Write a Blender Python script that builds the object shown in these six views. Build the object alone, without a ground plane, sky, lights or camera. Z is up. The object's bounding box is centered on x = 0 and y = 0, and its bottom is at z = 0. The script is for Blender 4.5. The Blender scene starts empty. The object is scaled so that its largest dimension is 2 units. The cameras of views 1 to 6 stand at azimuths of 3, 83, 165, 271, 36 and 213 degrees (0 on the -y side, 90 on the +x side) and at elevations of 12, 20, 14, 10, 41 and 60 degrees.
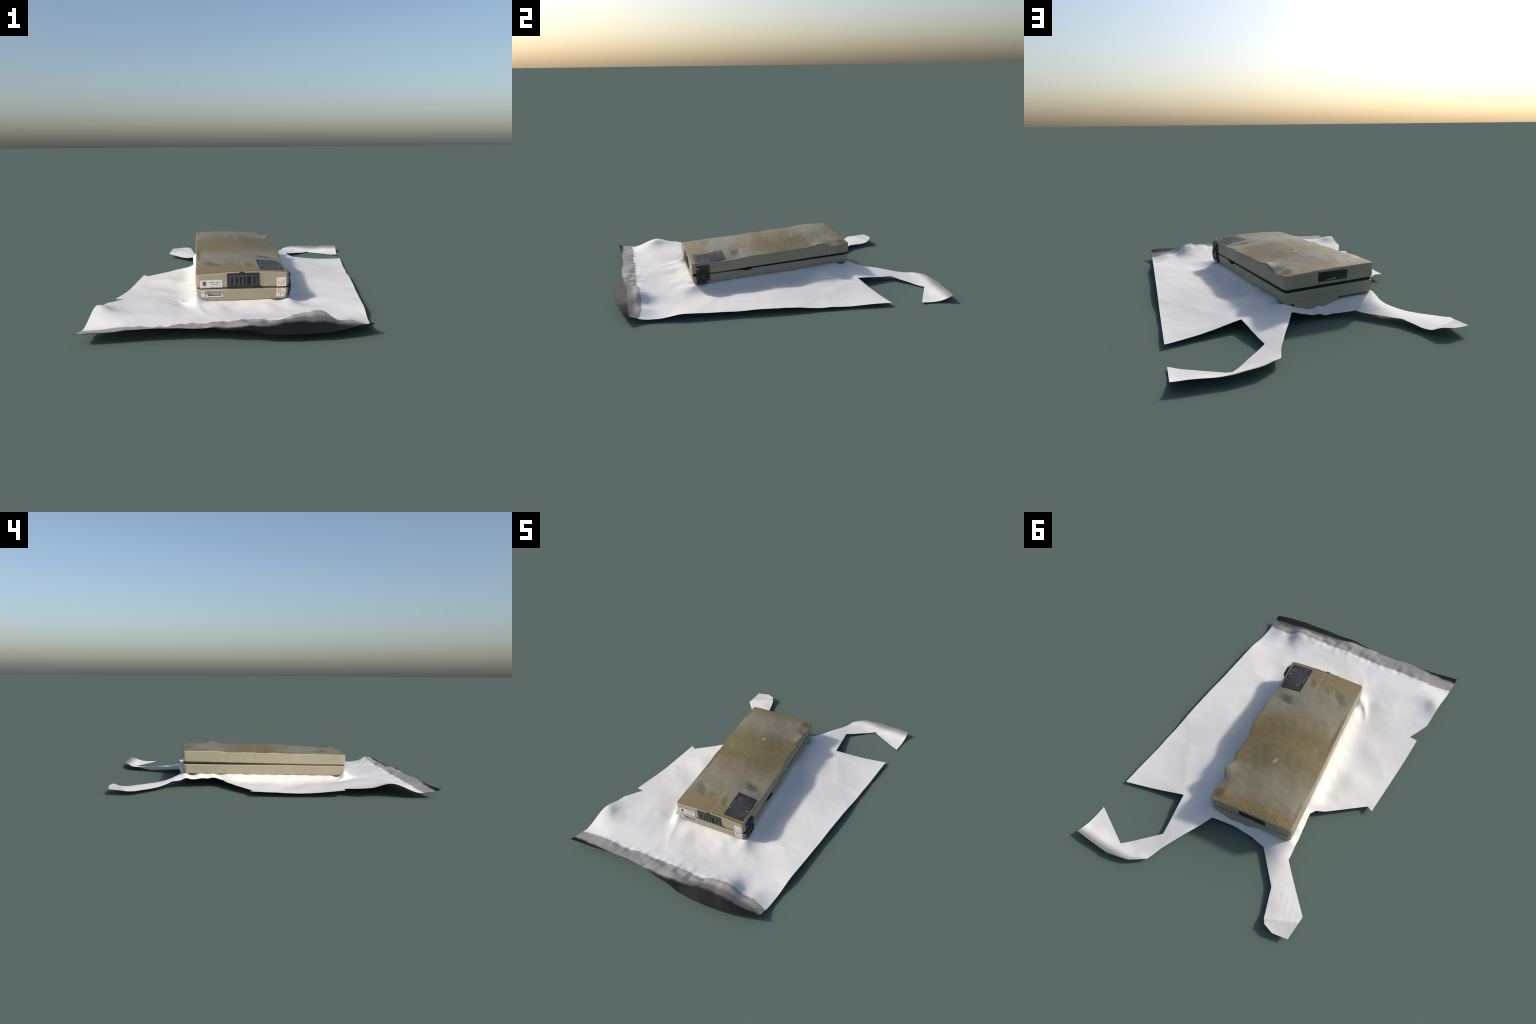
# Worn battery pack (two-part case with connector, grille, stickers, indicator panel)
# lying on a crumpled white sheet that has a grey front border and two strips at the rear.
import bpy, math, random
import numpy as np
from mathutils import Vector
from mathutils.geometry import delaunay_2d_cdt

rng = np.random.default_rng(7)
random.seed(7)

# ------------------------------------------------------------------ helpers
def lin(r, g, b):
    f = lambda c: c / 12.92 if c <= .04045 else ((c + .055) / 1.055) ** 2.4
    return (f(r / 255), f(g / 255), f(b / 255), 1.0)

def smooth(a, b, x):
    t = np.clip((x - a) / (b - a), 0, 1)
    return t * t * (3 - 2 * t)

def hermite(x, xs, ys):
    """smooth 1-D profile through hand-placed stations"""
    x = np.asarray(x, float); xs = np.asarray(xs, float); ys = np.asarray(ys, float)
    m = np.gradient(ys, xs)
    i = np.clip(np.searchsorted(xs, x) - 1, 0, len(xs) - 2)
    h = xs[i + 1] - xs[i]; t = np.clip((x - xs[i]) / h, 0, 1)
    return ((2*t**3 - 3*t**2 + 1) * ys[i] + (t**3 - 2*t**2 + t) * h * m[i]
            + (-2*t**3 + 3*t**2) * ys[i + 1] + (t**3 - t**2) * h * m[i + 1])

def wav(x, y, f, seed):
    """cheap smooth 2-D noise: a sum of randomly oriented sines, about -1..1"""
    r = np.random.default_rng(seed); s = 0
    for k in range(7):
        a = r.uniform(0, math.pi); w = f * r.uniform(.6, 1.7); p = r.uniform(0, 6.28)
        s = s + np.sin((x * math.cos(a) + y * math.sin(a)) * w + p)
    return s / 3.5

def make_mesh(name, verts, faces, mat, parent, smooth_shade=True, normals=None):
    me = bpy.data.meshes.new(name)
    me.from_pydata([tuple(map(float, v)) for v in verts], [], [tuple(map(int, f)) for f in faces])
    me.update()
    if smooth_shade:
        me.polygons.foreach_set("use_smooth", [True] * len(me.polygons))
    if normals is not None:
        me.normals_split_custom_set_from_vertices([tuple(map(float, n)) for n in normals])
    me.materials.append(mat)
    ob = bpy.data.objects.new(name, me)
    bpy.context.scene.collection.objects.link(ob)
    ob.parent = parent
    return ob

def flat_by_angle(ob, deg=35):
    ob.data.set_sharp_from_angle(angle=math.radians(deg))

# ------------------------------------------------------------------ material node helper
class Mat:
    def __init__(s, name, rough=.6, spec=.3):
        s.m = bpy.data.materials.new(name); s.m.use_nodes = True
        s.t = s.m.node_tree; s.b = s.t.nodes["Principled BSDF"]
        s.b.inputs["Roughness"].default_value = rough
        s.b.inputs["Specular IOR Level"].default_value = spec
        s.co = s.n("ShaderNodeTexCoord").outputs["Object"]
        x = s.n("ShaderNodeSeparateXYZ"); s.link(s.co, x.inputs[0])
        s.x, s.y, s.z = x.outputs
    def n(s, t, **k):
        q = s.t.nodes.new(t)
        for a, v in k.items(): setattr(q, a, v)
        return q
    def link(s, a, b): s.t.links.new(a, b)
    def put(s, sock, v):
        if isinstance(v, bpy.types.NodeSocket): s.link(v, sock)
        else: sock.default_value = v
    def math(s, op, a, b=0.0, clamp=False):
        q = s.n("ShaderNodeMath", operation=op, use_clamp=clamp); s.put(q.inputs[0], a); s.put(q.inputs[1], b); return q.outputs[0]
    def noise(s, scale, detail=3, stretch=(1, 1, 1), rough=.5, off=(0, 0, 0)):
        mp = s.n("ShaderNodeMapping"); s.link(s.co, mp.inputs[0]); mp.inputs["Scale"].default_value = stretch; mp.inputs["Location"].default_value = off
        q = s.n("ShaderNodeTexNoise"); s.link(mp.outputs[0], q.inputs["Vector"])
        q.inputs["Scale"].default_value = scale; q.inputs["Detail"].default_value = detail; q.inputs["Roughness"].default_value = rough
        return q.outputs["Fac"]
    def step(s, v, a, b):
        q = s.n("ShaderNodeMapRange", interpolation_type='SMOOTHSTEP'); s.put(q.inputs[0], v)
        q.inputs[1].default_value = a; q.inputs[2].default_value = b; return q.outputs[0]
    def mix(s, f, a, b, mode='MIX'):
        q = s.n("ShaderNodeMix", data_type='RGBA', blend_type=mode)
        s.put(q.inputs[0], f); s.put(q.inputs[6], a); s.put(q.inputs[7], b); return q.outputs[2]
    def ramp(s, v, stops, interp='LINEAR'):
        q = s.n("ShaderNodeValToRGB"); s.link(v, q.inputs[0]); e = q.color_ramp.elements
        q.color_ramp.interpolation = interp
        while len(e) < len(stops): e.new(.5)
        for k, (p, c) in zip(e, stops): k.position = p; k.color = c
        return q.outputs[0]
    def curve(s, v, pts):
        """y = f(x), both scaled -1..1 -> 0..1"""
        q = s.n("ShaderNodeFloatCurve"); c = q.mapping.curves[0]
        s.link(s.math('ADD', s.math('MULTIPLY', v, .5), .5), q.inputs["Value"])
        pp = [((x + 1) / 2, (y + 1) / 2) for x, y in pts]
        c.points[0].location = pp[0]; c.points[1].location = pp[-1]
        for p in pp[1:-1]: c.points.new(*p)
        q.mapping.update()
        return s.math('SUBTRACT', s.math('MULTIPLY', q.outputs[0], 2.0), 1.0)
    def blob(s, cx, cy, rx, ry, warp=None, rot=0.0):
        """soft elliptical patch mask in object x, y"""
        c, n = math.cos(rot), math.sin(rot)
        X = s.math('SUBTRACT', s.x, cx); Y = s.math('SUBTRACT', s.y, cy)
        if warp is not None:
            X = s.math('ADD', X, s.math('MULTIPLY', s.math('SUBTRACT', warp, .5), rx * .9))
            Y = s.math('ADD', Y, s.math('MULTIPLY', s.math('SUBTRACT', warp, .5), ry * .9))
        U = s.math('ADD', s.math('MULTIPLY', X, c / rx), s.math('MULTIPLY', Y, n / rx))
        V = s.math('ADD', s.math('MULTIPLY', X, -n / ry), s.math('MULTIPLY', Y, c / ry))
        d = s.math('ADD', s.math('MULTIPLY', U, U), s.math('MULTIPLY', V, V))
        return s.step(d, 1.3, .05)
    def color(s, c): s.put(s.b.inputs["Base Color"], c); return s
    def bump(s, h, strength=.3, dist=.002):
        q = s.n("ShaderNodeBump"); q.inputs["Strength"].default_value = strength; q.inputs["Distance"].default_value = dist
        s.link(h, q.inputs["Height"]); s.link(q.outputs[0], s.b.inputs["Normal"]); return s

def plain(name, c, rough=.5, spec=.4, metal=0.0, vary=.12, scale=60):
    m = Mat(name, rough, spec)
    n = m.noise(scale, 3)
    m.color(m.mix(n, tuple(v * (1 - vary) for v in c[:3]) + (1,), tuple(min(1, v * (1 + vary)) for v in c[:3]) + (1,)))
    m.b.inputs["Metallic"].default_value = metal
    return m.m

# ================================================================== THE CASE
CASE_AT, CASE_TURN = (-.055, -.003), math.radians(9.5)
XL, XR, YF, YB = -.2145, .2235, -.5, .5            # case walls in the case's own frame
XM, HX, HY = (XL + XR) / 2, (XR - XL) / 2, .5

def bilin(x, y, fl, fr, rl, rr):
    u = np.clip((np.asarray(x) - XL) / (XR - XL), 0, 1); v = np.clip((np.asarray(y) - YF) / (YB - YF), 0, 1)
    return (fl * (1 - u) + fr * u) * (1 - v) + (rl * (1 - u) + rr * u) * v

def seam(x, y):  return bilin(x, y, .1145, .1085, .149, .140)
def gap(y):      return .006 + .006 * smooth(-.3, .5, y)
def base(x, y):  return bilin(x, y, .047, .048, .083, .078)

# edge profiles of the dented top panel
LEFT_EDGE  = ([-.5, -.39, -.3, -.2, -.1, -.05, .01, .125, .2, .24, .29, .35, .42, .5], [.181, .187, .191, .1945, .199, .204, .2015, .208, .208, .209, .216, .2205, .220, .2225])
RIGHT_EDGE = ([-.5, -.41, -.33, -.26, -.2, -.15, -.1, 0, .07, .15, .23, .255, .285, .317, .342, .368, .42, .47, .5],
              [.181, .183, .179, .18, .187, .194, .196, .2, .198, .203, .207, .209, .221, .225, .214, .201, .2, .205, .209])
RIGHT_BASE = ([-.5, -.3, 0, .25, .5], [.181, .182, .199, .206, .209])
RIGHT_OUT  = ([-.5, -.38, -.27, -.2, -.13, 0, .04, .075, .15, .23, .25, .285, .317, .342, .365, .42, .5],
              [0, -.006, -.001, .004, .008, .012, .006, -.001, 0, .003, -.005, .001, .011, .003, -.004, .005, 0])
CROWN      = ([-.5, -.4, -.3, 0, .19, .35, .42, .47, .5], [.010, .014, .018, .024, .0255, .0245, .021, .011, .003])
RIGHT_FALL = ([-.5, -.25, -.05, .3, .5], [2.2, 2.1, 1.05, 1.05, 1.8])      # how the crown falls off towards the right rim
DENTS = [(.134, -.215, .05, .032, -.0050), (-.143, -.345, .055, .03, -.0040), (.04, -.385, .03, .025, -.0025),
         (.10, .36, .05, .05, -.0030), (-.19, -.12, .02, .07, -.0025), (-.16, .40, .04, .03, .0025),
         (.06, -.06, .09, .07, .0030), (-.08, .28, .05, .04, -.0020), (.18, .45, .03, .03, .006)]

def top(x, y):
    x = np.asarray(x, float); y = np.asarray(y, float)
    u = np.clip((x - XL) / (XR - XL), 0, 1)
    L = hermite(y, *LEFT_EDGE); Rb = hermite(y, *RIGHT_BASE); Rd = hermite(y, *RIGHT_EDGE) - Rb
    z = L * (1 - u) + Rb * u + hermite(y, *CROWN) * (1 - np.abs(2 * u - 1) ** np.where(u > .5, np.interp(y, *RIGHT_FALL), np.interp(y, [.1, .35], [2.0, 3.2])))
    z = z + Rd * np.exp(-((XR - x) / .035) ** 2)
    for cx, cy, rx, ry, h in DENTS:
        z = z + h * np.exp(-((x - cx) / rx) ** 2 - ((y - cy) / ry) ** 2)
    inner = smooth(0, .05, np.minimum(np.minimum(x - XL, XR - x), np.minimum(y - YF, YB - y)))
    z = z + inner * (.0010 * wav(x, y, 38, 3) + .0006 * wav(x, y, 90, 4))
    z = z - .0016 * np.exp(-((x - .004 + .01 * y) / .004) ** 2) * smooth(-.22, -.32, y)   # pressed centre line
    z = z + .0005 * wav(x * 2.5, y * .5, 260, 9) * smooth(.42, .48, y) * smooth(.22, .17, np.abs(x))  # fibrous rear rim
    return z

def side_shift(y, t):
    """sideways bulge of the right wall towards its bent rim (t = 0 seam .. 1 rim)"""
    return hermite(y, *RIGHT_OUT) * smooth(.45, 1, t)

def spaced(h, r, n):
    k = 4
    e = [h - r + r * math.tan(math.radians(45 * i / k)) for i in range(1, k + 1)]
    mid = list(np.linspace(-(h - r), h - r, n))
    return np.array([-v for v in reversed(e)] + mid + e)

def rounded_block(hx, hy, hz, r, nx, ny, nz):
    X, Y, Z = spaced(hx, r, nx), spaced(hy, r, ny), spaced(hz, r, nz)
    idx, V, F, tag = {}, [], [], []
    def vid(i, j, k):
        key = (i, j, k)
        if key not in idx:
            p = np.array([X[i], Y[j], Z[k]]); q = np.clip(p, [-(hx - r), -(hy - r), -(hz - r)], [hx - r, hy - r, hz - r])
            d = p - q; L = np.linalg.norm(d)
            idx[key] = len(V); V.append(q + d / L * r if L > 1e-9 else p)
        return idx[key]
    a, b, c = len(X) - 1, len(Y) - 1, len(Z) - 1
    for i in range(a):
        for j in range(b):
            F.append([vid(i, j, c), vid(i+1, j, c), vid(i+1, j+1, c), vid(i, j+1, c)]); tag.append('top')
            F.append([vid(i, j, 0), vid(i, j+1, 0), vid(i+1, j+1, 0), vid(i+1, j, 0)]); tag.append('bottom')
    for i in range(a):
        for k in range(c):
            F.append([vid(i, 0, k), vid(i+1, 0, k), vid(i+1, 0, k+1), vid(i, 0, k+1)]); tag.append('wall')
            F.append([vid(i, b, k), vid(i, b, k+1), vid(i+1, b, k+1), vid(i+1, b, k)]); tag.append('wall')
    for j in range(b):
        for k in range(c):
            F.append([vid(0, j, k), vid(0, j, k+1), vid(0, j+1, k+1), vid(0, j+1, k)]); tag.append('wall')
            F.append([vid(a, j, k), vid(a, j+1, k), vid(a, j+1, k+1), vid(a, j, k+1)]); tag.append('wall')
    return np.array(V), F, tag

def rear_bulge(x): return .0015 + .003 * smooth(.1, -.15, x)

def round_plan(x, y, R=.018):
    """rounds the four upright corners of the case in plan"""
    dx = np.maximum(np.abs(x - XM) - (HX - R), 0); dy = np.maximum(np.abs(y) - (HY - R), 0)
    L = np.maximum(np.hypot(dx, dy), 1e-9); k = np.where((dx > 0) & (dy > 0), np.maximum(dx, dy) / L, 1)
    x, y = (x - XM - np.sign(x - XM) * dx * (1 - k)) + XM, y - np.sign(y) * dy * (1 - k)
    return x, y + rear_bulge(x) * smooth(.45, .495, y)

def vertex_normals(V, F):
    N = np.zeros_like(V)
    for f in F:
        p = V[list(f)]
        n = np.cross(p[1] - p[0], p[2] - p[0]) if len(f) == 3 else np.cross(p[2] - p[0], p[3] - p[1])
        for i in f: N[i] += n
    return N / np.maximum(np.linalg.norm(N, axis=1, keepdims=True), 1e-12)

def submesh(name, V, F, N, mat, parent):
    used = sorted({i for f in F for i in f}); mp = {o: k for k, o in enumerate(used)}
    return make_mesh(name, V[used], [[mp[i] for i in f] for f in F], mat, parent, True, N[used])

# ---- case materials
def case_wall_material(name, tone):
    m = Mat(name, .55, .35)
    n1 = m.noise(9, 4); n2 = m.noise(45, 4, (1, 1, .35)); n3 = m.noise(400, 2)
    c = m.ramp(n1, [(.3, tuple(v * k for v, k in zip(tone, (.93, .97, .93, 1)))), (.7, tuple(v * k for v, k in zip(tone, (1.08, 1.03, 1.05, 1))))])
    c = m.mix(m.math('MULTIPLY', m.step(n2, .55, .8), .25), c, lin(118, 108, 84))
    c = m.mix(m.math('MULTIPLY', m.step(n3, .45, .75), .12), c, lin(190, 182, 160))
    m.color(c); m.bump(m.math('ADD', m.math('MULTIPLY', n2, .7), m.math('MULTIPLY', n3, .3)), .25, .0015)
    return m.m

WALL = case_wall_material("beige_case_plastic", lin(150, 143, 122))  # tone lowered below the lit front, partway to the shaded left wall

def top_material():
    m = Mat("stained_olive_top", .5, .35)
    w = m.noise(7, 3); w2 = m.noise(26, 4); g = m.noise(300, 3); s = m.noise(150, 4, (1, .22, 1))
    # colour changes along the length of the case, edges of the bands wander
    v = m.math('ADD', m.y, .5)
    v = m.math('ADD', v, m.math('MULTIPLY', m.math('SUBTRACT', w, .5), .22))
    v = m.math('ADD', v, m.math('MULTIPLY', m.math('SUBTRACT', w2, .5), .07))
    c = m.ramp(v, [(.03, lin(130, 114, 82)), (.09, lin(129, 115, 86)), (.16, lin(130, 124, 106)), (.31, lin(132, 126, 112)), (.40, lin(120, 109, 84)),
                   (.50, lin(116, 102, 69)), (.68, lin(114, 103, 75)), (.79, lin(126, 119, 102)), (.90, lin(132, 124, 108)), (.97, lin(128, 112, 82))])
    c = m.mix(m.math('MULTIPLY', m.step(m.noise(12, 4, off=(3, 1, 0)), .5, .72), .5), c, lin(122, 119, 98))   # greenish clouds
    c = m.mix(m.math('MULTIPLY', m.step(m.noise(10, 4, off=(7, 5, 0)), .52, .75), .4), c, lin(122, 106, 76))    # brown clouds
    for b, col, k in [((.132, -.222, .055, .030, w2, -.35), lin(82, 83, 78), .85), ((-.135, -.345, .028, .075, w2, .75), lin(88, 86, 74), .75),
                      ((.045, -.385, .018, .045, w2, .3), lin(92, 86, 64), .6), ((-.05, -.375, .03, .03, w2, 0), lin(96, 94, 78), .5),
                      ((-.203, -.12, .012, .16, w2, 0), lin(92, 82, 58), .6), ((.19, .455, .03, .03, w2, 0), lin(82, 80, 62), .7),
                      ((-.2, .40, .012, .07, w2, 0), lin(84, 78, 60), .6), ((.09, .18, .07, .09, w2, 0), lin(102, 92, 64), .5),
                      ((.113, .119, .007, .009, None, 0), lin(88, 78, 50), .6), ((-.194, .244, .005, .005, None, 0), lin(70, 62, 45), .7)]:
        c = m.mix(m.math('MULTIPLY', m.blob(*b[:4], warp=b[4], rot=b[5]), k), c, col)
    # scuffs
    c = m.mix(m.math('MULTIPLY', m.blob(.018, .183, .010, .022, w2, -.4), .8), c, lin(168, 158, 136))
    c = m.mix(m.math('MULTIPLY', m.blob(.034, .312, .004, .010, None, -.3), .6), c, lin(160, 152, 132))
    c = m.mix(m.math('MULTIPLY', m.blob(.012, .076, .006, .012, None, -.3), .4), c, lin(140, 126, 100))
    c = m.mix(m.math('MULTIPLY', m.blob(-.02, .345, .0022, .045, None, -.25), .5), c, lin(150, 142, 120))
    # centre line, front half
    d = m.math('ABSOLUTE', m.math('ADD', m.math('SUBTRACT', m.x, .004), m.math('MULTIPLY', m.y, .01)))
    line = m.math('MULTIPLY', m.step(d, .0035, .0008), m.step(m.y, -.27, -.38))
    c = m.mix(m.math('MULTIPLY', line, .55), c, lin(158, 148, 122))
    # fibrous ochre rear rim, and front rim darkened to draw the shade line under its lip
    rim = m.math('MULTIPLY', m.step(m.math('ADD', m.y, m.math('MULTIPLY', m.math('SUBTRACT', w2, .5), .06)), .425, .48), .6)
    c = m.mix(rim, c, m.ramp(s, [(.3, lin(104, 90, 60)), (.55, lin(134, 114, 78)), (.8, lin(146, 130, 96))]))
    c = m.mix(m.math('MULTIPLY', m.step(m.y, -.484, -.497), .8), c, lin(112, 92, 54))
    c = m.mix(m.math('MULTIPLY', m.math('SUBTRACT', g, .5), .35), c, lin(160, 150, 125))
    c = m.mix(1.0, c, (.86, .865, .81, 1), 'MULTIPLY')
    m.color(c); m.bump(m.math('ADD', m.math('MULTIPLY', s, .8), m.math('MULTIPLY', g, .4)), .25, .0015)
    m.put(m.b.inputs["Roughness"], m.math('ADD', .42, m.math('MULTIPLY', w2, .25)))
    return m.m

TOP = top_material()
GASKET_M = Mat("seam_gasket", .6, .3)
_f = GASKET_M.step(GASKET_M.math('ADD', GASKET_M.y, GASKET_M.math('MULTIPLY', GASKET_M.x, .6)), -.28, .02)
GASKET_M.color(GASKET_M.mix(GASKET_M.math('ADD', _f, GASKET_M.math('MULTIPLY', GASKET_M.math('SUBTRACT', GASKET_M.noise(30, 3), .5), .8), True), lin(88, 84, 68), lin(26, 27, 27)))
GASKET = GASKET_M.m
BLACK = plain("black_plastic", lin(40, 41, 44), .45, .4)
BLACK_DEEP = plain("recess_black", lin(24, 25, 26), .7, .2)
DARK_GREY = plain("grille_grey", lin(58, 60, 61), .5, .4)
PLATE = plain("dark_rating_plate", lin(45, 46, 48), .45, .4, vary=.08)
INK_GREY = plain("grey_print", lin(84, 83, 86), .6, .2)
INK_LIGHT = plain("light_print", lin(122, 124, 124), .6, .2)
LABEL = plain("white_label_paper", lin(205, 203, 196), .6, .3, vary=.04)
INK_BLACK = plain("black_print", lin(44, 44, 46), .6, .2)
INK_MID = plain("faded_print", lin(118, 112, 112), .6, .2)
INK_RED = plain("red_print", lin(198, 130, 124), .6, .2)
PANEL = plain("glossy_black_panel", lin(22, 25, 28), .3, .5)
LED = plain("unlit_lamp", lin(44, 47, 50), .35, .5)
DIM_RED = plain("dim_red_print", lin(84, 36, 36), .5, .3)
STEEL = plain("screw_steel", lin(168, 178, 184), .35, .5, .6)
BULL = plain("pale_mark", lin(150, 162, 170), .5, .3)

pack = bpy.data.objects.new("battery_pack", None)
bpy.context.scene.collection.objects.link(pack)
pack.location = (*CASE_AT, 0); pack.rotation_euler = (0, 0, CASE_TURN)
pack["label"] = "worn olive and beige two-part battery case with stickers"
pack["category"] = "battery pack"

# ---- upper shell: wall + dented top panel, one surface split at the rim
V, F, tag = rounded_block(HX, HY, .036, .007, 90, 210, 14)
t = (V[:, 2] + .036) / .072
x0, y0 = round_plan(V[:, 0] + XM, V[:, 1])
right = smooth(XR - .05, XR - .004, x0)
x1 = x0 + right * side_shift(y0, t) - .003 * smooth(.05, 0, x0 - XL) * np.sin(y0 * 9) * t * .5
lo = seam(x0, y0) + gap(y0) / 2
hi = top(x0, y0)
wob = .0007 * wav(x0 + y0, t * .07 + y0, 70, 21) * smooth(0, .2, t) * smooth(1, .8, t)
out = np.stack([np.where(np.abs(V[:, 0]) > HX - .002, np.sign(V[:, 0]), 0), np.where(np.abs(V[:, 1]) > HY - .002, np.sign(V[:, 1]), 0)], 1)
U = np.stack([x1 + out[:, 0] * wob, y0 + out[:, 1] * wob, lo + (hi - lo) * t], 1)
N = vertex_normals(U, F)
wallF = [f for f, g in zip(F, tag) if g != 'top']; topF = [f for f, g in zip(F, tag) if g == 'top']
submesh("upper_case_wall", U, wallF, N, WALL, pack)
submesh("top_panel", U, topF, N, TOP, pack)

# ---- lower shell, drawn in towards the foot
def taper(t, y): return .010 * (1 - t) ** 1.3 * np.where(y > 0, .6, 1)
V, F, tag = rounded_block(HX, HY, .033, .008, 60, 130, 12)
t = (V[:, 2] + .033) / .066
x0, y0 = round_plan(V[:, 0] + XM, V[:, 1])
k = taper(t, y0)
lo = base(x0, y0); hi = seam(x0, y0) - gap(y0) / 2
U = np.stack([x0 - k * V[:, 0] / HX, y0 - k * y0 / HY, lo + (hi - lo) * t], 1)
submesh("lower_case", U, F, vertex_normals(U, F), WALL, pack)

# ---- seam gasket and its raised lip
def outline(inset, n=60):
    r = .016; pts = []
    hx, hy = HX - inset, HY - inset
    for cx, cy, a0 in ((hx - r, hy - r, 0), (-(hx - r), hy - r, 90), (-(hx - r), -(hy - r), 180), (hx - r, -(hy - r), 270)):
        for i in range(7):
            a = math.radians(a0 + 15 * i); pts.append((cx + r * math.cos(a), cy + r * math.sin(a)))
    P = []
    for a, b in zip(pts, pts[1:] + pts[:1]):
        L = math.dist(a, b); m = 40 if L > .6 else 20 if L > .2 else 1
        P += [(a[0] + (b[0] - a[0]) * i / m + XM, a[1] + (b[1] - a[1]) * i / m) for i in range(m)]
    return np.array(P)

def band(name, prof, mat):
    """closed loop of a small cross-section: (inset, height offset in gap units)"""
    rings = []
    for ins, h in prof:
        P = outline(ins); rings.append(np.column_stack([P, seam(P[:, 0], P[:, 1]) + h * gap(P[:, 1])]))
    n = len(rings[0]); V = np.vstack(rings); F = []
    for r in range(len(prof)):
        q = (r + 1) % len(prof)
        for i in range(n): F.append([r*n + i, r*n + (i+1) % n, q*n + (i+1) % n, q*n + i])
    return make_mesh(name, V, F, mat, pack)
band("seam_gasket", [(.005, -.9), (.005, .9), (.012, .9), (.012, -.9)], GASKET)
flat_by_angle(band("seam_lip", [(.0018, -.14), (.0018, .06), (.008, .06), (.008, -.14)], GASKET))

# ---- surfaces that the small parts sit on: (u, v, lift) -> case frame
def on_top(u, v, h):   return np.stack([u, v, top(u, v) + h], -1)
def wall_inset(x, y, z):
    b, s = base(x, y), seam(x, y)
    return np.where(z < s - .003, taper(np.clip((z - b) / (s - b), 0, 1), y), 0)
def on_front(u, v, h): return np.stack([u, YF + wall_inset(u, YF + 0*u, v) - h, v], -1)
def on_rear(u, v, h):  return np.stack([-u, YB + rear_bulge(-u) - wall_inset(-u, YB + 0*u, v) + h, v], -1)      # u runs to the viewer's right
def on_right(u, v, h): return np.stack([XR - 0*wall_inset(XR + 0*u, u, v) + h + 0*u, u, v], -1)

def rounded_rect(u0, u1, v0, v1, r, corners=(1, 1, 1, 1)):
    P = []
    for (cu, cv, a0), on in zip(((u1, v1, 0), (u0, v1, 90), (u0, v0, 180), (u1, v0, 270)), corners):
        if not on: P.append((cu, cv)); continue
        q = r
        ou, ov = cu + (-q if cu == u1 else q), cv + (-q if cv == v1 else q)
        P += [(ou + q * math.cos(math.radians(a0 + 18*i)), ov + q * math.sin(math.radians(a0 + 18*i))) for i in range(6)]
    return P

def plate(name, surf, poly, h0, h1, mat, parent=pack, step=None, chamfer=0.0, shade=False):
    """a flat piece of outline poly lying on a surface, from lift h0 to h1"""
    P = []
    for a, b in zip(poly, poly[1:] + poly[:1]):
        m = max(1, int(math.dist(a, b) / step)) if step else 1
        P += [(a[0] + (b[0]-a[0])*i/m, a[1] + (b[1]-a[1])*i/m) for i in range(m)]
    n = len(P); pts = [Vector(p) for p in P]
    if step:
        A = np.array(P); lo, hi = A.min(0), A.max(0)
        for gu in np.arange(lo[0] + step/2, hi[0], step):
            for gv in np.arange(lo[1] + step/2, hi[1], step):
                if inside(np.array([[gu, gv]]), A, step * .35)[0]: pts.append(Vector((gu, gv)))
    co, _, fa, *_ = delaunay_2d_cdt(pts, [(i, (i+1) % n) for i in range(n)], [], 1, 1e-7)
    C = np.array([tuple(c) for c in co]); c0 = np.array(P).mean(0)
    k = len(C)
    S = C.copy()
    if chamfer:
        S[:n] = C[:n] + (c0 - C[:n]) / np.maximum(np.linalg.norm(C[:n] - c0, axis=1, keepdims=True), 1e-9) * chamfer
    T = surf(S[:, 0], S[:, 1], np.full(k, h1)); B = surf(C[:n, 0], C[:n, 1], np.full(n, h0))
    M = surf(C[:n, 0], C[:n, 1], np.full(n, h1 - chamfer)) if chamfer else None
    VV = np.vstack([T, B] + ([M] if chamfer else []))
    FF = [list(f) for f in fa]
    area = sum((P[i][0]*P[(i+1) % n][1] - P[(i+1) % n][0]*P[i][1]) for i in range(n))
    for i in range(n):
        j = (i+1) % n
        def quad(a, b, c, d): FF.append([a, b, c, d] if area > 0 else [d, c, b, a])
        if chamfer:
            quad(j, i, k+n+i, k+n+j); quad(k+n+j, k+n+i, k+i, k+j)
        else:
            quad(j, i, k+i, k+j)
    return make_mesh(name, VV, FF, mat, parent, shade)

def inside(Q, A, margin=0.0):
    x, y = Q[:, 0], Q[:, 1]; r = np.zeros(len(Q), bool); d = np.full(len(Q), 9.0)
    for a, b in zip(A, np.roll(A, -1, 0)):
        c = (a[1] > y) != (b[1] > y)
        with np.errstate(divide='ignore', invalid='ignore'):
            r ^= c & (x < (b[0]-a[0]) * (y - a[1]) / (b[1]-a[1] + 1e-15) + a[0])
        if margin:
            e = b - a; L = e @ e + 1e-15
            tt = np.clip(((x - a[0]) * e[0] + (y - a[1]) * e[1]) / L, 0, 1)
            d = np.minimum(d, np.hypot(x - a[0] - tt * e[0], y - a[1] - tt * e[1]))
    return r & (d > margin)

def disc(cu, cv, r, n=24, ry=None):
    ry = ry or r
    return [(cu + r * math.cos(2*math.pi*i/n), cv + ry * math.sin(2*math.pi*i/n)) for i in range(n)]

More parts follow.
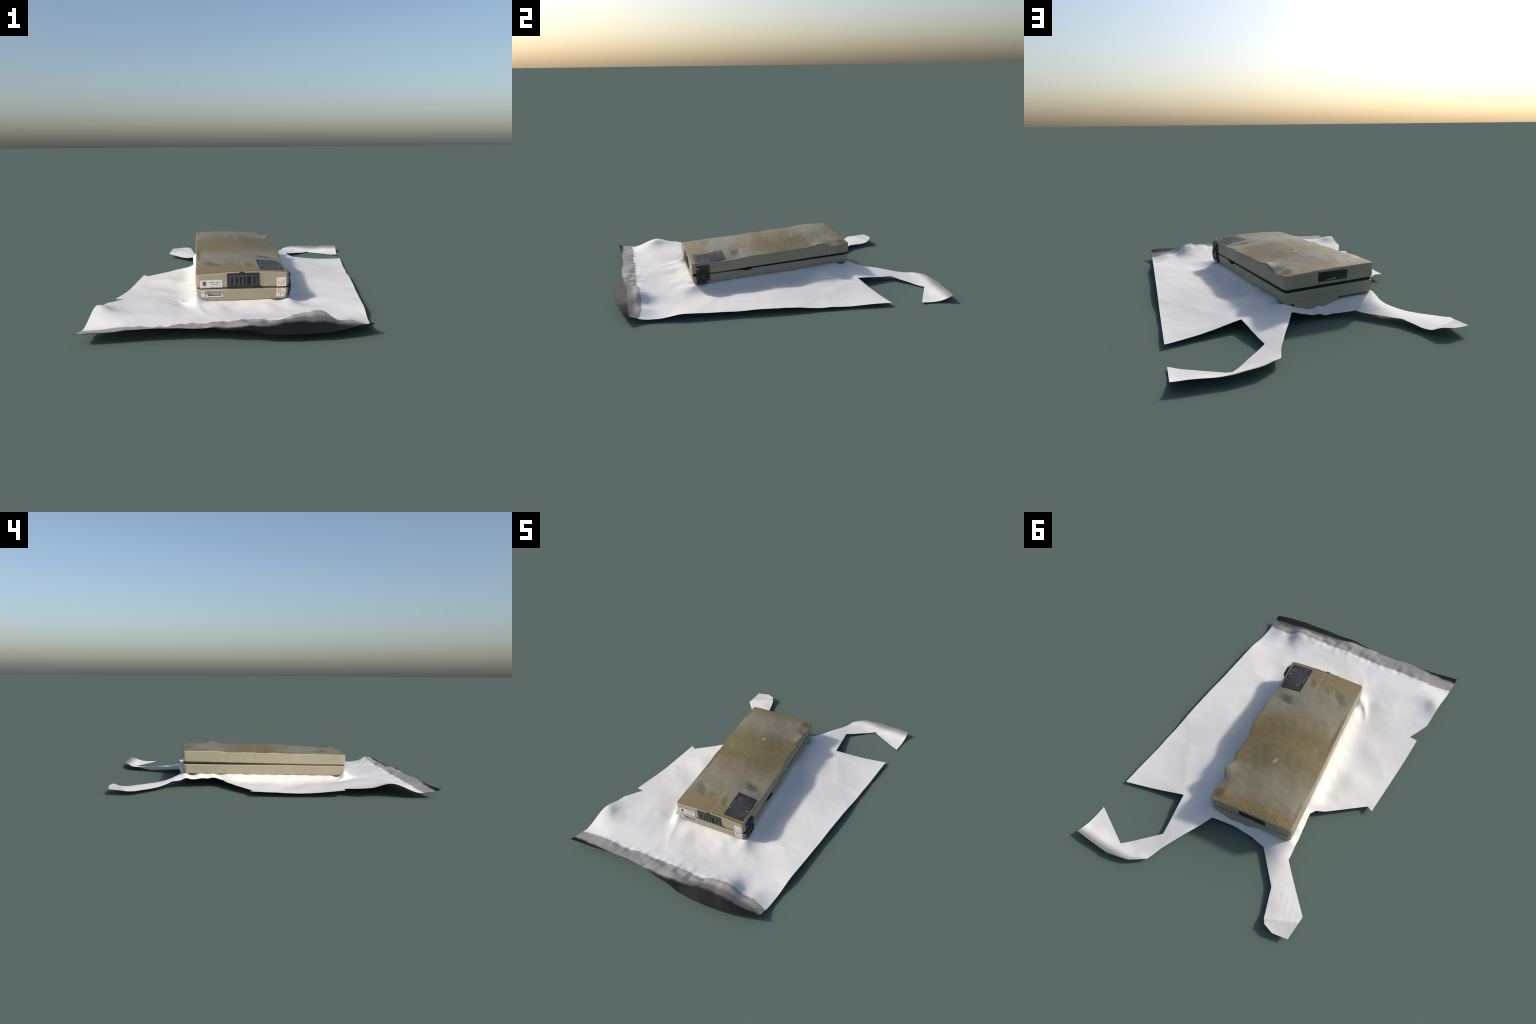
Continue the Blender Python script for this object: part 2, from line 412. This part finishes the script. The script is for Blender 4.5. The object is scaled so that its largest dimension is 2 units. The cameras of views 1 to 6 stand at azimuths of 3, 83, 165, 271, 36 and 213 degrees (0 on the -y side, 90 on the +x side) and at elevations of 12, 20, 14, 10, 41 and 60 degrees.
def bars(name, surf, rects, h, mat, parent):
    """many small printed strokes joined to one piece"""
    V, F = [], []
    for u0, u1, v0, v1 in rects:
        m = max(1, int(max(u1-u0, v1-v0) / .012)); o = len(V)
        for i in range(m + 1):
            t = i / m
            for l in (h * .3, h):
                if u1 - u0 >= v1 - v0: V += [(u0 + (u1-u0)*t, v0, l), (u0 + (u1-u0)*t, v1, l)]
                else: V += [(u1, v0 + (v1-v0)*t, l), (u0, v0 + (v1-v0)*t, l)]
        for i in range(m):
            a, b = o + 4*i, o + 4*i + 4
            F += [[a+2, b+2, b+3, a+3], [a, b, b+2, a+2], [a+3, b+3, b+1, a+1]]
        F += [[o, o+2, o+3, o+1], [o+4*m, o+4*m+1, o+4*m+3, o+4*m+2]]
    A = np.array(V); ob = make_mesh(name, surf(A[:, 0], A[:, 1], A[:, 2]), F, mat, parent, False)
    ob["kind"] = "stuff"
    return ob

def lettering(name, body, surf, u, v, size, h, mat, parent, turn=0, width=None):
    cu = bpy.data.curves.new(name, 'FONT'); cu.body = body; cu.size = size; cu.extrude = .2 * size * .02; cu.resolution_u = 2
    ob = bpy.data.objects.new(name, cu); bpy.context.scene.collection.objects.link(ob)
    me = bpy.data.meshes.new_from_object(ob.evaluated_get(bpy.context.evaluated_depsgraph_get()))
    bpy.data.objects.remove(ob); bpy.data.curves.remove(cu)
    C = np.array([v_.co[:] for v_ in me.vertices])
    if width: C[:, 0] *= width / max(C[:, 0].max(), 1e-6)
    c, s = math.cos(turn), math.sin(turn)
    P = surf(u + c*C[:, 0] - s*C[:, 1], v + s*C[:, 0] + c*C[:, 1], h + C[:, 2] * .2)
    for v_, p in zip(me.vertices, P): v_.co = Vector(map(float, p))
    me.name = name; me.materials.clear(); me.materials.append(mat)
    o = bpy.data.objects.new(name, me); bpy.context.scene.collection.objects.link(o); o.parent = parent
    return o

# ---- rating plate on top, with rows of fine print
pl = plate("rating_plate", on_top, rounded_rect(.0865, .204, -.476, -.294, .007), -.001, .0016, PLATE, step=.008)
rows = []
for i in range(13):
    u = .1105 + i * .0058
    v, end = -.456, -.335 + .03 * math.sin(i * 2.1) * (1 if 2 < i < 12 else 0) + (.012 if i in (0, 2) else 0)
    while v < end:
        w = random.uniform(.005, .014); rows.append((u, u + .0026, v, min(v + w, end))); v += w + .0022
bars("fine_print", on_top, rows, .0022, INK_GREY, pl)
bars("fine_print", on_top, [(.0985, .1015, -.402, -.36), (.1125, .1145, -.345, -.325), (.125, .127, -.345, -.32), (.184, .186, -.45, -.42)] +
     [(u, u + .0032, -.4655, -.4618) for u in (.106, .1185, .131, .144, .1495, .169)], .0022, INK_LIGHT, pl)
plate("warning_triangle", on_top, [(.0925, -.424), (.1035, -.4175), (.0925, -.411)], .001, .0023, INK_LIGHT, pl)
for i, v in enumerate((-.427, -.402, -.378, -.352)):
    plate("round_symbol", on_top, disc(.1935, v, .0062 if i % 2 else .0052, 16), .001, .0023, INK_LIGHT if i == 1 else INK_GREY, pl)

# ---- front grille: frame, face with slots, top tab and side nib
gr = plate("grille_frame", on_front, rounded_rect(-.070, .080, .1165, .1835, .004), -.001, .0045, BLACK, chamfer=.0012, step=.02)
plate("grille_tab", on_front, [(-.0145, .181), (.015, .181), (.0125, .1865), (.006, .1885), (-.006, .1885), (-.0125, .1865)], -.001, .005, BLACK, gr)
plate("grille_nib", on_front, [(.079, .1155), (.094, .1155), (.092, .119), (.085, .121), (.079, .125)], -.001, .0045, BLACK, gr)
plate("grille_face", on_front, rounded_rect(-.061, .072, .125, .174, .003), .003, .0056, DARK_GREY, gr)
for a, b in ((-.051, -.044), (-.029, -.0215), (-.010, -.0025), (.008, .0155), (.0235, .0395), (.053, .0605)):
    plate("grille_slot", on_front, rounded_rect(a, b, .1295, .166, .001), .005, .0063, BLACK_DEEP, gr)
bars("screw_mark", on_front, [(-.058, -.054, .146, .147), (-.058, -.054, .149, .150), (.065, .069, .148, .149), (.066, .067, .145, .152)], .0062, INK_GREY, gr)

# ---- barcode sticker, cut in two by the seam
sa = plate("barcode_sticker", on_front, rounded_rect(-.196, -.0925, .1165, .154, .005, (1, 1, 0, 0)), -.001, .0012, LABEL)
sb = plate("barcode_sticker", on_front, rounded_rect(-.193, -.0915, .0705, .1045, .005, (0, 0, 1, 1)), -.001, .0012, LABEL)
for poly in ([(-.185, .1475), (-.185, .1455), (-.1675, .1462), (-.1675, .1482)],
             [(-.1675, .1450), (-.180, .1442), (-.1845, .138), (-.1845, .1345), (-.175, .1345)],
             [(-.1675, .1415), (-.173, .1345), (-.1675, .1345)],
             [(-.1835, .1325), (-.1835, .129), (-.1665, .129), (-.1665, .1335)]):
    plate("printed_emblem", on_front, poly, .0008, .0017, INK_BLACK, sa)
def words(u0, u1, v0, v1):
    out, u = [], u0
    while u < u1 - .001:
        w = random.uniform(.0018, .0032); out.append((u, min(u + w, u1), v0 + random.uniform(0, .0012), v1 - random.uniform(0, .0016))); u += w + .0009
    return out
bars("printed_words", on_front, words(-.153, -.127, .1395, .1445) + words(-.123, -.104, .1395, .1450) + words(-.146, -.128, .130, .1345) + words(-.125, -.111, .130, .135), .0017, INK_MID, sa)
bars("printed_words", on_front, words(-.190, -.156, .1175, .1205) + words(-.150, -.098, .1175, .122), .0017, INK_MID, sa)
code, u = [], -.1725
while u < -.0955:
    w = random.choice((.0009, .0009, .0016, .0024)); code.append((u, u + w, .0865 - .003 * (u < -.148), .1025)); u += w + random.choice((.0009, .0014, .0022))
bars("barcode", on_front, code, .0017, INK_MID, sb)
lettering("printed_letter", "E", on_front, -.1800, .0905, .014, .0014, INK_BLACK, sb)
bars("printed_words", on_front, [(-.189, -.186, .092, .099)] + words(-.176, -.168, .076, .081), .0017, INK_MID, sb)
bars("printed_words", on_front, words(-.160, -.099, .0765, .084), .0017, INK_BLACK, sb)

# ---- warranty seal with red print, also cut by the seam
wa = plate("warranty_seal", on_front, rounded_rect(.163, .208, .1135, .157, .003, (1, 1, 0, 0)), -.001, .0012, LABEL)
wb = plate("warranty_seal", on_front, [(.163, .1055), (.19, .1055), (.2, .102), (.208, .103), (.206, .08), (.2005, .061), (.162, .061)], -.001, .0012, LABEL)
def column(u, v0, v1, w=.005):
    out, v = [], v1
    while v > v0 + .002:
        L = random.uniform(.003, .0065); out.append((u - w/2 + random.uniform(0, .0015), u + w/2 - random.uniform(0, .0015), max(v - L, v0), v)); v -= L + .0012
    return out
bars("red_print", on_front, column(.1715, .124, .138, .007) + column(.1835, .118, .137) + column(.1845, .1445, .1475, .003) + column(.1965, .116, .145, .0058), .0017, INK_RED, wa)
bars("red_print", on_front, column(.1715, .079, .104, .006) + column(.182, .068, .098) + column(.1955, .069, .090, .006), .0017, INK_RED, wb)

# ---- indicator panel at the rear (u to the viewer's right = -x)
ip = plate("indicator_panel", on_rear, rounded_rect(-.066, .076, .1655, .207, .0015), -.001, .0016, PANEL)
for u in (-.051, -.035, -.0175, 0, .017):
    plate("indicator_lamp", on_rear, disc(u, .1885, .0048, 16), .001, .0023, LED, ip)
plate("pale_streak", on_rear, [(-.040, .1695), (.0185, .1715), (.018, .1768)], .001, .0022, BULL, ip)
ring = [(.0425 + .0068 * math.sin(a), .1868 + .0068 * math.cos(a)) for a in np.linspace(.7, 2*math.pi - .7, 18)]
ring += [(.0425 + .0054 * math.sin(a), .1868 + .0054 * math.cos(a)) for a in np.linspace(2*math.pi - .7, .7, 18)]
plate("power_symbol", on_rear, ring, .001, .0022, DIM_RED, ip)
bars("power_symbol", on_rear, [(.0419, .0431, .187, .1955)], .0022, DIM_RED, ip)
lettering("power_word", "POWER", on_rear, .032, .1695, .006, .002, INK_GREY, ip, width=.022)

# ---- three-pin connector on the right wall
cn = plate("connector", on_right, rounded_rect(-.4775, -.398, .0595, .166, .004), -.004, .0065, BLACK, chamfer=.0015)
plate("connector_latch", on_right, [(-.462, .151), (-.4025, .147), (-.4025, .164), (-.462, .166)], .005, .013, BLACK, cn, chamfer=.003)
def ring_part(name, cu, cv, r0, r1, h0, h1, mat, parent):
    n = 40; V, F = [], []
    prof = [(r1, h0), (r1, h1 - .001), (r1 - .001, h1), (r0 + .001, h1), (r0, h1 - .001), (r0, h0)]
    for r, h in prof:
        for i in range(n):
            a = 2 * math.pi * i / n; V.append((cu + r * math.cos(a), cv + r * math.sin(a), h))
    for q in range(len(prof) - 1):
        for i in range(n): F.append([q*n + i, q*n + (i+1) % n, (q+1)*n + (i+1) % n, (q+1)*n + i])
    A = np.array(V); o = make_mesh(name, on_right(A[:, 0], A[:, 1], A[:, 2]), F, mat, parent); flat_by_angle(o); return o
ring_part("connector_collar", -.4365, .1035, .0255, .0345, .004, .0125, BLACK, cn)
ring_part("connector_groove", -.4365, .1035, .0205, .0258, .004, .0085, BLACK_DEEP, cn)
plate("connector_core", on_right, disc(-.4365, .1035, .0208, 32), .004, .0105, BLACK, cn, chamfer=.001)
for u, v in ((-.436, .114), (-.449, .1025), (-.424, .1035)):
    plate("pin_hole", on_right, disc(u, v, .0036, 14), .009, .0112, BLACK_DEEP, cn)
for u, v in ((-.4705, .1535), (-.4075, .0685)):
    sc = plate("screw", on_right, disc(u, v, .0066, 20), .005, .0085, STEEL, cn, chamfer=.0012)
    bars("screw_cross", on_right, [(u - .0036, u + .0036, v - .0009, v + .0009), (u - .0009, u + .0009, v - .0036, v + .0036)], .0091, BLACK_DEEP, sc)
plate("corner_recess", on_right, disc(-.4655, .0705, .0075, 18), .005, .0072, BLACK_DEEP, cn)
plate("cable_tab", on_right, rounded_rect(-.4965, -.477, .107, .1215, .002), -.004, .003, BLACK_DEEP, chamfer=.001)

# ---- dark wedge caught in the seam of the right wall
def latch():
    prof = [(-.226, .117, .115, 0), (-.205, .119, .112, .004), (-.180, .1215, .1095, .0085), (-.158, .1245, .1085, .0085), (-.1435, .1265, .109, .005), (-.1425, .120, .114, 0)]
    V, F = [], []
    for y, a, b, h in prof:
        V += [(XR - .004, y, a), (XR + h*.7, y, a - .001), (XR + h, y, (a+b)/2), (XR + h*.7, y, b + .001), (XR - .004, y, b)]
    for i in range(len(prof) - 1):
        for j in range(4): F.append([5*i + j, 5*i + j + 1, 5*i + 6 + j, 5*i + 5 + j])
    make_mesh("seam_latch", V, F, BLACK_DEEP, pack)
latch()

# ---- loose lip of the base at the rear
def base_lip():
    us = np.linspace(-.035, .178, 30); hs = np.linspace(0, 1, 7); V, F = [], []
    for h in hs:
        for u in us:
            low = .054 - .004 * math.sin((u + .035) * 14) + .02 * float(smooth(.05, -.035, u))
            z = float(base(u, .5)) + .006; zz = z + (low - z) * h
            V.append((u, .4945 + .003 * h ** 1.3 + .0015 * math.sin(u * 60) * h, zz))
    n = len(us)
    for i in range(6):
        for j in range(n - 1): F.append([i*n + j, i*n + n + j, i*n + n + j + 1, i*n + j + 1])
    o = make_mesh("base_lip", V, F, WALL, pack)
    m = o.modifiers.new("t", 'SOLIDIFY'); m.thickness = .004; m.offset = 0
base_lip()

# ================================================================== THE SHEET
def case_to_world(x, y):
    c, s = math.cos(CASE_TURN), math.sin(CASE_TURN)
    return CASE_AT[0] + c*x - s*y, CASE_AT[1] + s*x + c*y
def world_to_case(x, y):
    c, s = math.cos(CASE_TURN), math.sin(CASE_TURN); dx, dy = x - CASE_AT[0], y - CASE_AT[1]
    return c*dx + s*dy, -s*dx + c*dy

FRONT = [(-.589, -.997, .059), (-.55, -.988, .056), (-.478, -.971, .055), (-.38, -.948, .061), (-.28, -.933, .065), (-.205, -.917, .062), (-.1, -.91, .06),
         (-.03, -.913, .056), (.027, -.915, .053), (.15, -.917, .042), (.25, -.911, .038), (.34, -.898, .038), (.411, -.886, .043), (.516, -.852, .054), (.591, -.818, .058)]
RIGHT = [(.591, -.793, .044), (.591, -.764, .034), (.591, -.742, .024), (.591, -.698, .018), (.591, -.614, .022), (.591, -.523, .035), (.591, -.43, .034),
         (.591, -.217, .032), (.591, 0, .033), (.591, .13, .025), (.591, .26, .017), (.591, .392, .015), (.591, .64, .017)]
NOTCH = [(.273, .535, .045)]
HOOK = [(.227, .762, .026), (.379, .919, .006), (.591, .816, .006), (.591, .997, .038), (.529, .999, .039), (.387, .998, .035), (.331, .984, .037),
        (.275, .968, .039), (.237, .939, .037), (.203, .909, .030), (.18, .824, .032), (.123, .693, .047)]
REAR = [(.064, .56, .063), (.015, .542, .046), (-.036, .525, .029), (-.095, .52, .02), (-.156, .519, .022), (-.197, .527, .027), (-.238, .533, .032)]
TAB = [(-.385, .677, .027), (-.441, .82, .027), (-.461, .846, .042), (-.513, .86, .042), (-.589, .842, .039), (-.590, .715, .027)]
FLANK = [(-.382, .523, .045), (-.375, .47, .051), (-.367, .416, .057), (-.358, .367, .059), (-.348, .315, .058), (-.336, .253, .056), (-.351, .221, .049),
         (-.392, .196, .044), (-.475, .117, .038), (-.56, .038, .034), (-.591, .052, .036)]
LEFT = [(-.591, -.048, .031), (-.591, -.215, .026), (-.591, -.34, .033), (-.588, -.472, .044), (-.545, -.471, .044), (-.591, -.582, .058), (-.591, -.63, .064),
        (-.591, -.705, .086), (-.591, -.745, .084), (-.591, -.80, .065), (-.591, -.85, .045), (-.591, -.89, .037), (-.591, -.925, .043), (-.591, -.96, .044)]
OUTLINE = FRONT + RIGHT + NOTCH + HOOK + REAR + TAB + FLANK + LEFT
BORDER = [(-.591, -.908, .040), (-.503, -.884, .040), (-.37, -.866, .046), (-.285, -.86, .046), (-.18, -.838, .050), (-.09, -.826, .053), (0, -.813, .058),
          (.105, -.80, .062), (.21, -.789, .060), (.27, -.768, .072), (.365, -.752, .090), (.40, -.748, .079), (.442, -.742, .047), (.5, -.735, .045), (.591, -.745, .026)]
FOLDS = [(-.039, -.902, .064), (.085, -.884, .066), (.228, -.846, .066), (.342, -.825, .066), (.451, -.813, .050), (.52, -.80, .045),
         (.381, -.785, .083), (.30, -.79, .084), (.345, -.72, .068), (.267, -.72, .054), (.43, -.705, .038), (.48, -.70, .036), (.33, -.66, .044),
         (-.555, -.725, .086), (-.52, -.702, .066), (-.485, -.675, .056), (-.46, -.73, .062), (-.52, -.63, .058), (-.36, -.74, .054), (-.5, -.80, .060), (-.40, -.81, .050),
         (-.181, -.634, .042), (.05, -.62, .036), (.02, -.55, .034), (-.05, -.72, .046), (.12, -.72, .049), (.25, -.56, .033), (.36, -.53, .030), (.40, -.60, .032), (.5, -.6, .027),
         (-.31, -.45, .034), (-.29, -.56, .046), (-.42, -.46, .042), (-.45, -.3, .030), (-.37, -.3, .030), (-.48, -.1, .030), (-.40, -.05, .034), (-.40, .08, .038),
         (.40, -.35, .027), (.33, -.20, .027), (.48, -.1, .035), (.40, .05, .037), (.33, .02, .037), (.516, .17, .024), (.36, .18, .036), (.44, .3, .026), (.30, .36, .042), (.2, .48, .049),
         (.30, .86, .012), (.29, .905, .014), (.31, .945, .024), (.42, .945, .010), (.5, .93, .008), (.48, .965, .020), (.56, .95, .012), (.17, .66, .040), (.21, .80, .027),
         (-.31, .60, .027), (-.40, .60, .031), (-.46, .74, .026), (-.52, .78, .029), (-.50, .83, .036)]

ctrl = OUTLINE + BORDER[1:-1] + FOLDS
# the sheet hugs the foot of the case
for v in np.linspace(-.49, .49, 13):
    for u, sgn in ((XL, -1), (XR, 1)):
        climb = .009 * float(smooth(.2, .28, v)) if sgn > 0 else 0
        X, Y = case_to_world(u + sgn * .002, v); ctrl.append((X, Y, float(base(u, v)) + .002 + climb))
        X, Y = case_to_world(u - sgn * .045, v); ctrl.append((X, Y, float(base(u, v)) - .008))
        if v < .2:
            X, Y = case_to_world(u + sgn * .035, v); ctrl.append((X, Y, .35 * float(base(u, v)) + .65 * ((.020 + .016 * float(smooth(-.2, 0, v))) if sgn > 0 else .025) + .002))
for u in np.linspace(-.2, .21, 7):
    X, Y = case_to_world(u, -.497); ctrl.append((X, Y, float(base(u, -.5)) + .001))
    X, Y = case_to_world(u, -.44); ctrl.append((X, Y, float(base(u, -.44)) - .007))
    X, Y = case_to_world(u, .46); ctrl.append((X, Y, float(base(u, .45)) - .010))
for u, z in ((-.2, .082), (-.13, .076), (-.06, .066), (0, .052), (.06, .047), (.13, .050), (.2, .078)):
    X, Y = case_to_world(u, .508); ctrl.append((X, Y, z))
ctrl = np.array(ctrl)

class ThinPlate:
    """bending sheet through the control heights"""
    def __init__(s, C, soft=2e-5):
        s.P = C[:, :2]; n = len(C)
        A = np.zeros((n + 3, n + 3)); A[:n, :n] = s.k(s.P, s.P) + soft * np.eye(n)
        A[:n, n] = 1; A[:n, n+1:] = s.P; A[n, :n] = 1; A[n+1:, :n] = s.P.T
        s.w = np.linalg.solve(A, np.r_[C[:, 2], 0, 0, 0])
    @staticmethod
    def k(a, b):
        d2 = ((a[:, None] - b[None]) ** 2).sum(-1); return .5 * d2 * np.log(d2 + 1e-12)
    def __call__(s, Q):
        n = len(s.P); return s.k(Q, s.P) @ s.w[:n] + s.w[n] + Q @ s.w[n+1:]
sheet_z = ThinPlate(ctrl)

def resample(L, step, closed):
    P = []
    for a, b in zip(L, L[1:] + (L[:1] if closed else [])):
        m = max(1, round(math.dist(a[:2], b[:2]) / step))
        P += [(a[0] + (b[0]-a[0])*i/m, a[1] + (b[1]-a[1])*i/m) for i in range(m)]
    return P if closed else P + [tuple(L[-1][:2])]
rim = resample(OUTLINE, .01, True); A = np.array(rim); n = len(rim)
STEP = .0095
gx, gy = np.meshgrid(np.arange(-.59, .59, STEP), np.arange(-1, 1, STEP)); gx = gx + (np.arange(gx.shape[0]) % 2)[:, None] * STEP / 2
Q = np.column_stack([gx.ravel(), gy.ravel()]); Q += rng.uniform(-.0012, .0012, Q.shape)
Q = Q[inside(Q, A, .0045)]
pts = [Vector(p) for p in rim] + [Vector(q) for q in Q]
co, _, fa, *_ = delaunay_2d_cdt(pts, [(i, (i+1) % n) for i in range(n)], [], 1, 1e-7)
C = np.array([tuple(c) for c in co]); T = np.array([list(f) for f in fa])
z = sheet_z(C)
# fine crumples: strong along the grey border, faint elsewhere
by = hermite(C[:, 0], [p[0] for p in BORDER], [p[1] for p in BORDER])
near = np.exp(-((C[:, 1] - by + .012) / .038) ** 2) * smooth(-.5, -.2, C[:, 0]) * smooth(.5, .3, C[:, 0])
lx, ly = world_to_case(C[:, 0], C[:, 1])
open_ = 1 - smooth(.03, -.01, np.maximum(np.maximum(XL - lx, lx - XR), np.maximum(YF - ly, ly - YB)))
z += near * .0052 * wav(C[:, 0] * 1.3, C[:, 1], 75, 31) + open_ * (.0011 * wav(C[:, 0], C[:, 1], 28, 32) - .0042 * np.minimum(np.abs(wav(C[:, 0], C[:, 1], 11, 35)), .5) * smooth(.55, .45, C[:, 1]) + .0004 * wav(C[:, 0], C[:, 1], 90, 33))
# sharp ridge climbing the front left corner of the case: gentle towards the front, steep behind
crest = -.487 + 10 * np.maximum(-.235 - lx, 0) ** 1.6
rise = np.interp(lx, [-.30, -.275, -.25, -.215, -.185, -.12], [0, .007, .018, .034, .016, 0])
back = ly - crest
z += rise * np.where(back > 0, np.exp(-(back / .016) ** 2), np.exp(-(back / .045) ** 2))
# pleats pulled towards the case front, pucker and crease at its front left corner
z += .0028 * np.exp(-((lx + .215 + .25 * (ly + .52)) / .012) ** 2) * smooth(-.72, -.6, ly) * smooth(-.47, -.52, ly)
z += .0018 * np.sin(lx * 55 + 8 * ly) * smooth(-.52, -.56, ly) * smooth(-.66, -.58, ly) * smooth(.24, .2, np.abs(lx))
strap = smooth(.62, .68, C[:, 1]) * smooth(-.3, -.36, C[:, 0])
z += strap * .0005 * np.sin((C[:, 0] * .80 + C[:, 1] * .45) * 290 + 2 * np.sin(C[:, 1] * 40 + C[:, 0] * 25)) * smooth(.84, .8, C[:, 1])
z = np.maximum(z, .0013)
THICK = .0012
Vt = np.column_stack([C, z]); Nt = vertex_normals(Vt, T)
if Nt[:, 2].mean() < 0: T = T[:, ::-1]; Nt = -Nt
m = len(C); Vb = Vt - [0, 0, THICK]
cnt = {}
for f in T:
    for a, b in ((f[0], f[1]), (f[1], f[2]), (f[2], f[0])): cnt[(a, b)] = cnt.get((a, b), 0) + 1
ALLV = np.vstack([Vt, Vb]); ALLN = np.vstack([Nt, -Nt])

def region(c):
    if c[1] < np.interp(c[0], [p[0] for p in BORDER], [p[1] for p in BORDER]): return "sheet_border"
    if c[1] > .548 and c[0] > .0 and c[1] > .535 + (c[0] - .273) * (-.12): return "hooked_strip"
    if c[1] > .528 and c[0] < -.23: return "end_strip"
    return "sheet_panel"
parts = {}
for f in T:
    L = parts.setdefault(region(C[f].mean(0)), [])
    L.append(list(f)); L.append([i + m for i in f[::-1]])
    for a, b in ((f[0], f[1]), (f[1], f[2]), (f[2], f[0])):
        if (b, a) not in cnt: L.append([b, a, a + m, b + m])

def sheet_material():
    s = Mat("white_plastic_sheet", .6, .15)
    n = s.noise(6, 4); n2 = s.noise(22, 4); n3 = s.noise(90, 3)
    c = s.mix(n, lin(210, 208, 204), lin(221, 219, 214))
    c = s.mix(s.math('MULTIPLY', s.step(n2, .5, .8), .35), c, lin(206, 206, 206))
    wob = s.math('MULTIPLY', s.math('SUBTRACT', n2, .5), .02)
    e = s.math('SUBTRACT', s.math('ADD', s.y, wob), s.curve(s.x, [(p[0], p[1]) for p in BORDER]))
    grey = s.mix(n3, lin(134, 132, 129), lin(158, 155, 151))
    grey = s.mix(s.math('MULTIPLY', s.step(s.noise(16, 4, off=(4, 0, 0)), .52, .72), .6), grey, lin(104, 104, 108))
    grey = s.mix(s.math('MULTIPLY', s.step(e, -.025, -.055), s.step(s.x, .05, .2)), grey, lin(92, 91, 88))
    c = s.mix(s.step(e, .006, -.008), c, grey)
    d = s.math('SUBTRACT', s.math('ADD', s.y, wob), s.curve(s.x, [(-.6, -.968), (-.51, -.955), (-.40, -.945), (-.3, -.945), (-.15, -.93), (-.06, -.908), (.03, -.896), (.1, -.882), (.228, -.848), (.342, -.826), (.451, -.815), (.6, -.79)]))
    c = s.mix(s.step(d, .010, -.010), c, s.mix(s.step(s.x, .3, .5), lin(20, 23, 20), lin(30, 28, 30)))  # green bounce light is tinted into the darker edge colour, left of centre-right
    # curl shade painted grey on the hooked strip's rim; grey tip on end strip
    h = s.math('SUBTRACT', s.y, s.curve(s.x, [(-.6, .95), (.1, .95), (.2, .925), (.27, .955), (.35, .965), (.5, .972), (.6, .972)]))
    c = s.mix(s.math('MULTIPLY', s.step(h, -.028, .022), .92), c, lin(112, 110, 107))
    h2 = s.math('MULTIPLY', s.step(s.math('ADD', s.y, s.math('MULTIPLY', s.x, -.5)), 1.036, 1.052), s.step(s.x, -.3, -.36))
    c = s.mix(s.math('MULTIPLY', h2, .7), c, lin(182, 178, 174))
    s.color(c); s.bump(s.math('ADD', n2, s.math('MULTIPLY', n3, .3)), .15, .003)
    return s.m
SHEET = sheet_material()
sheet = bpy.data.objects.new("white_sheet", None); bpy.context.scene.collection.objects.link(sheet)
sheet["label"] = "crumpled white plastic sheet with grey front border and rear strips"
sheet["category"] = "plastic sheet"
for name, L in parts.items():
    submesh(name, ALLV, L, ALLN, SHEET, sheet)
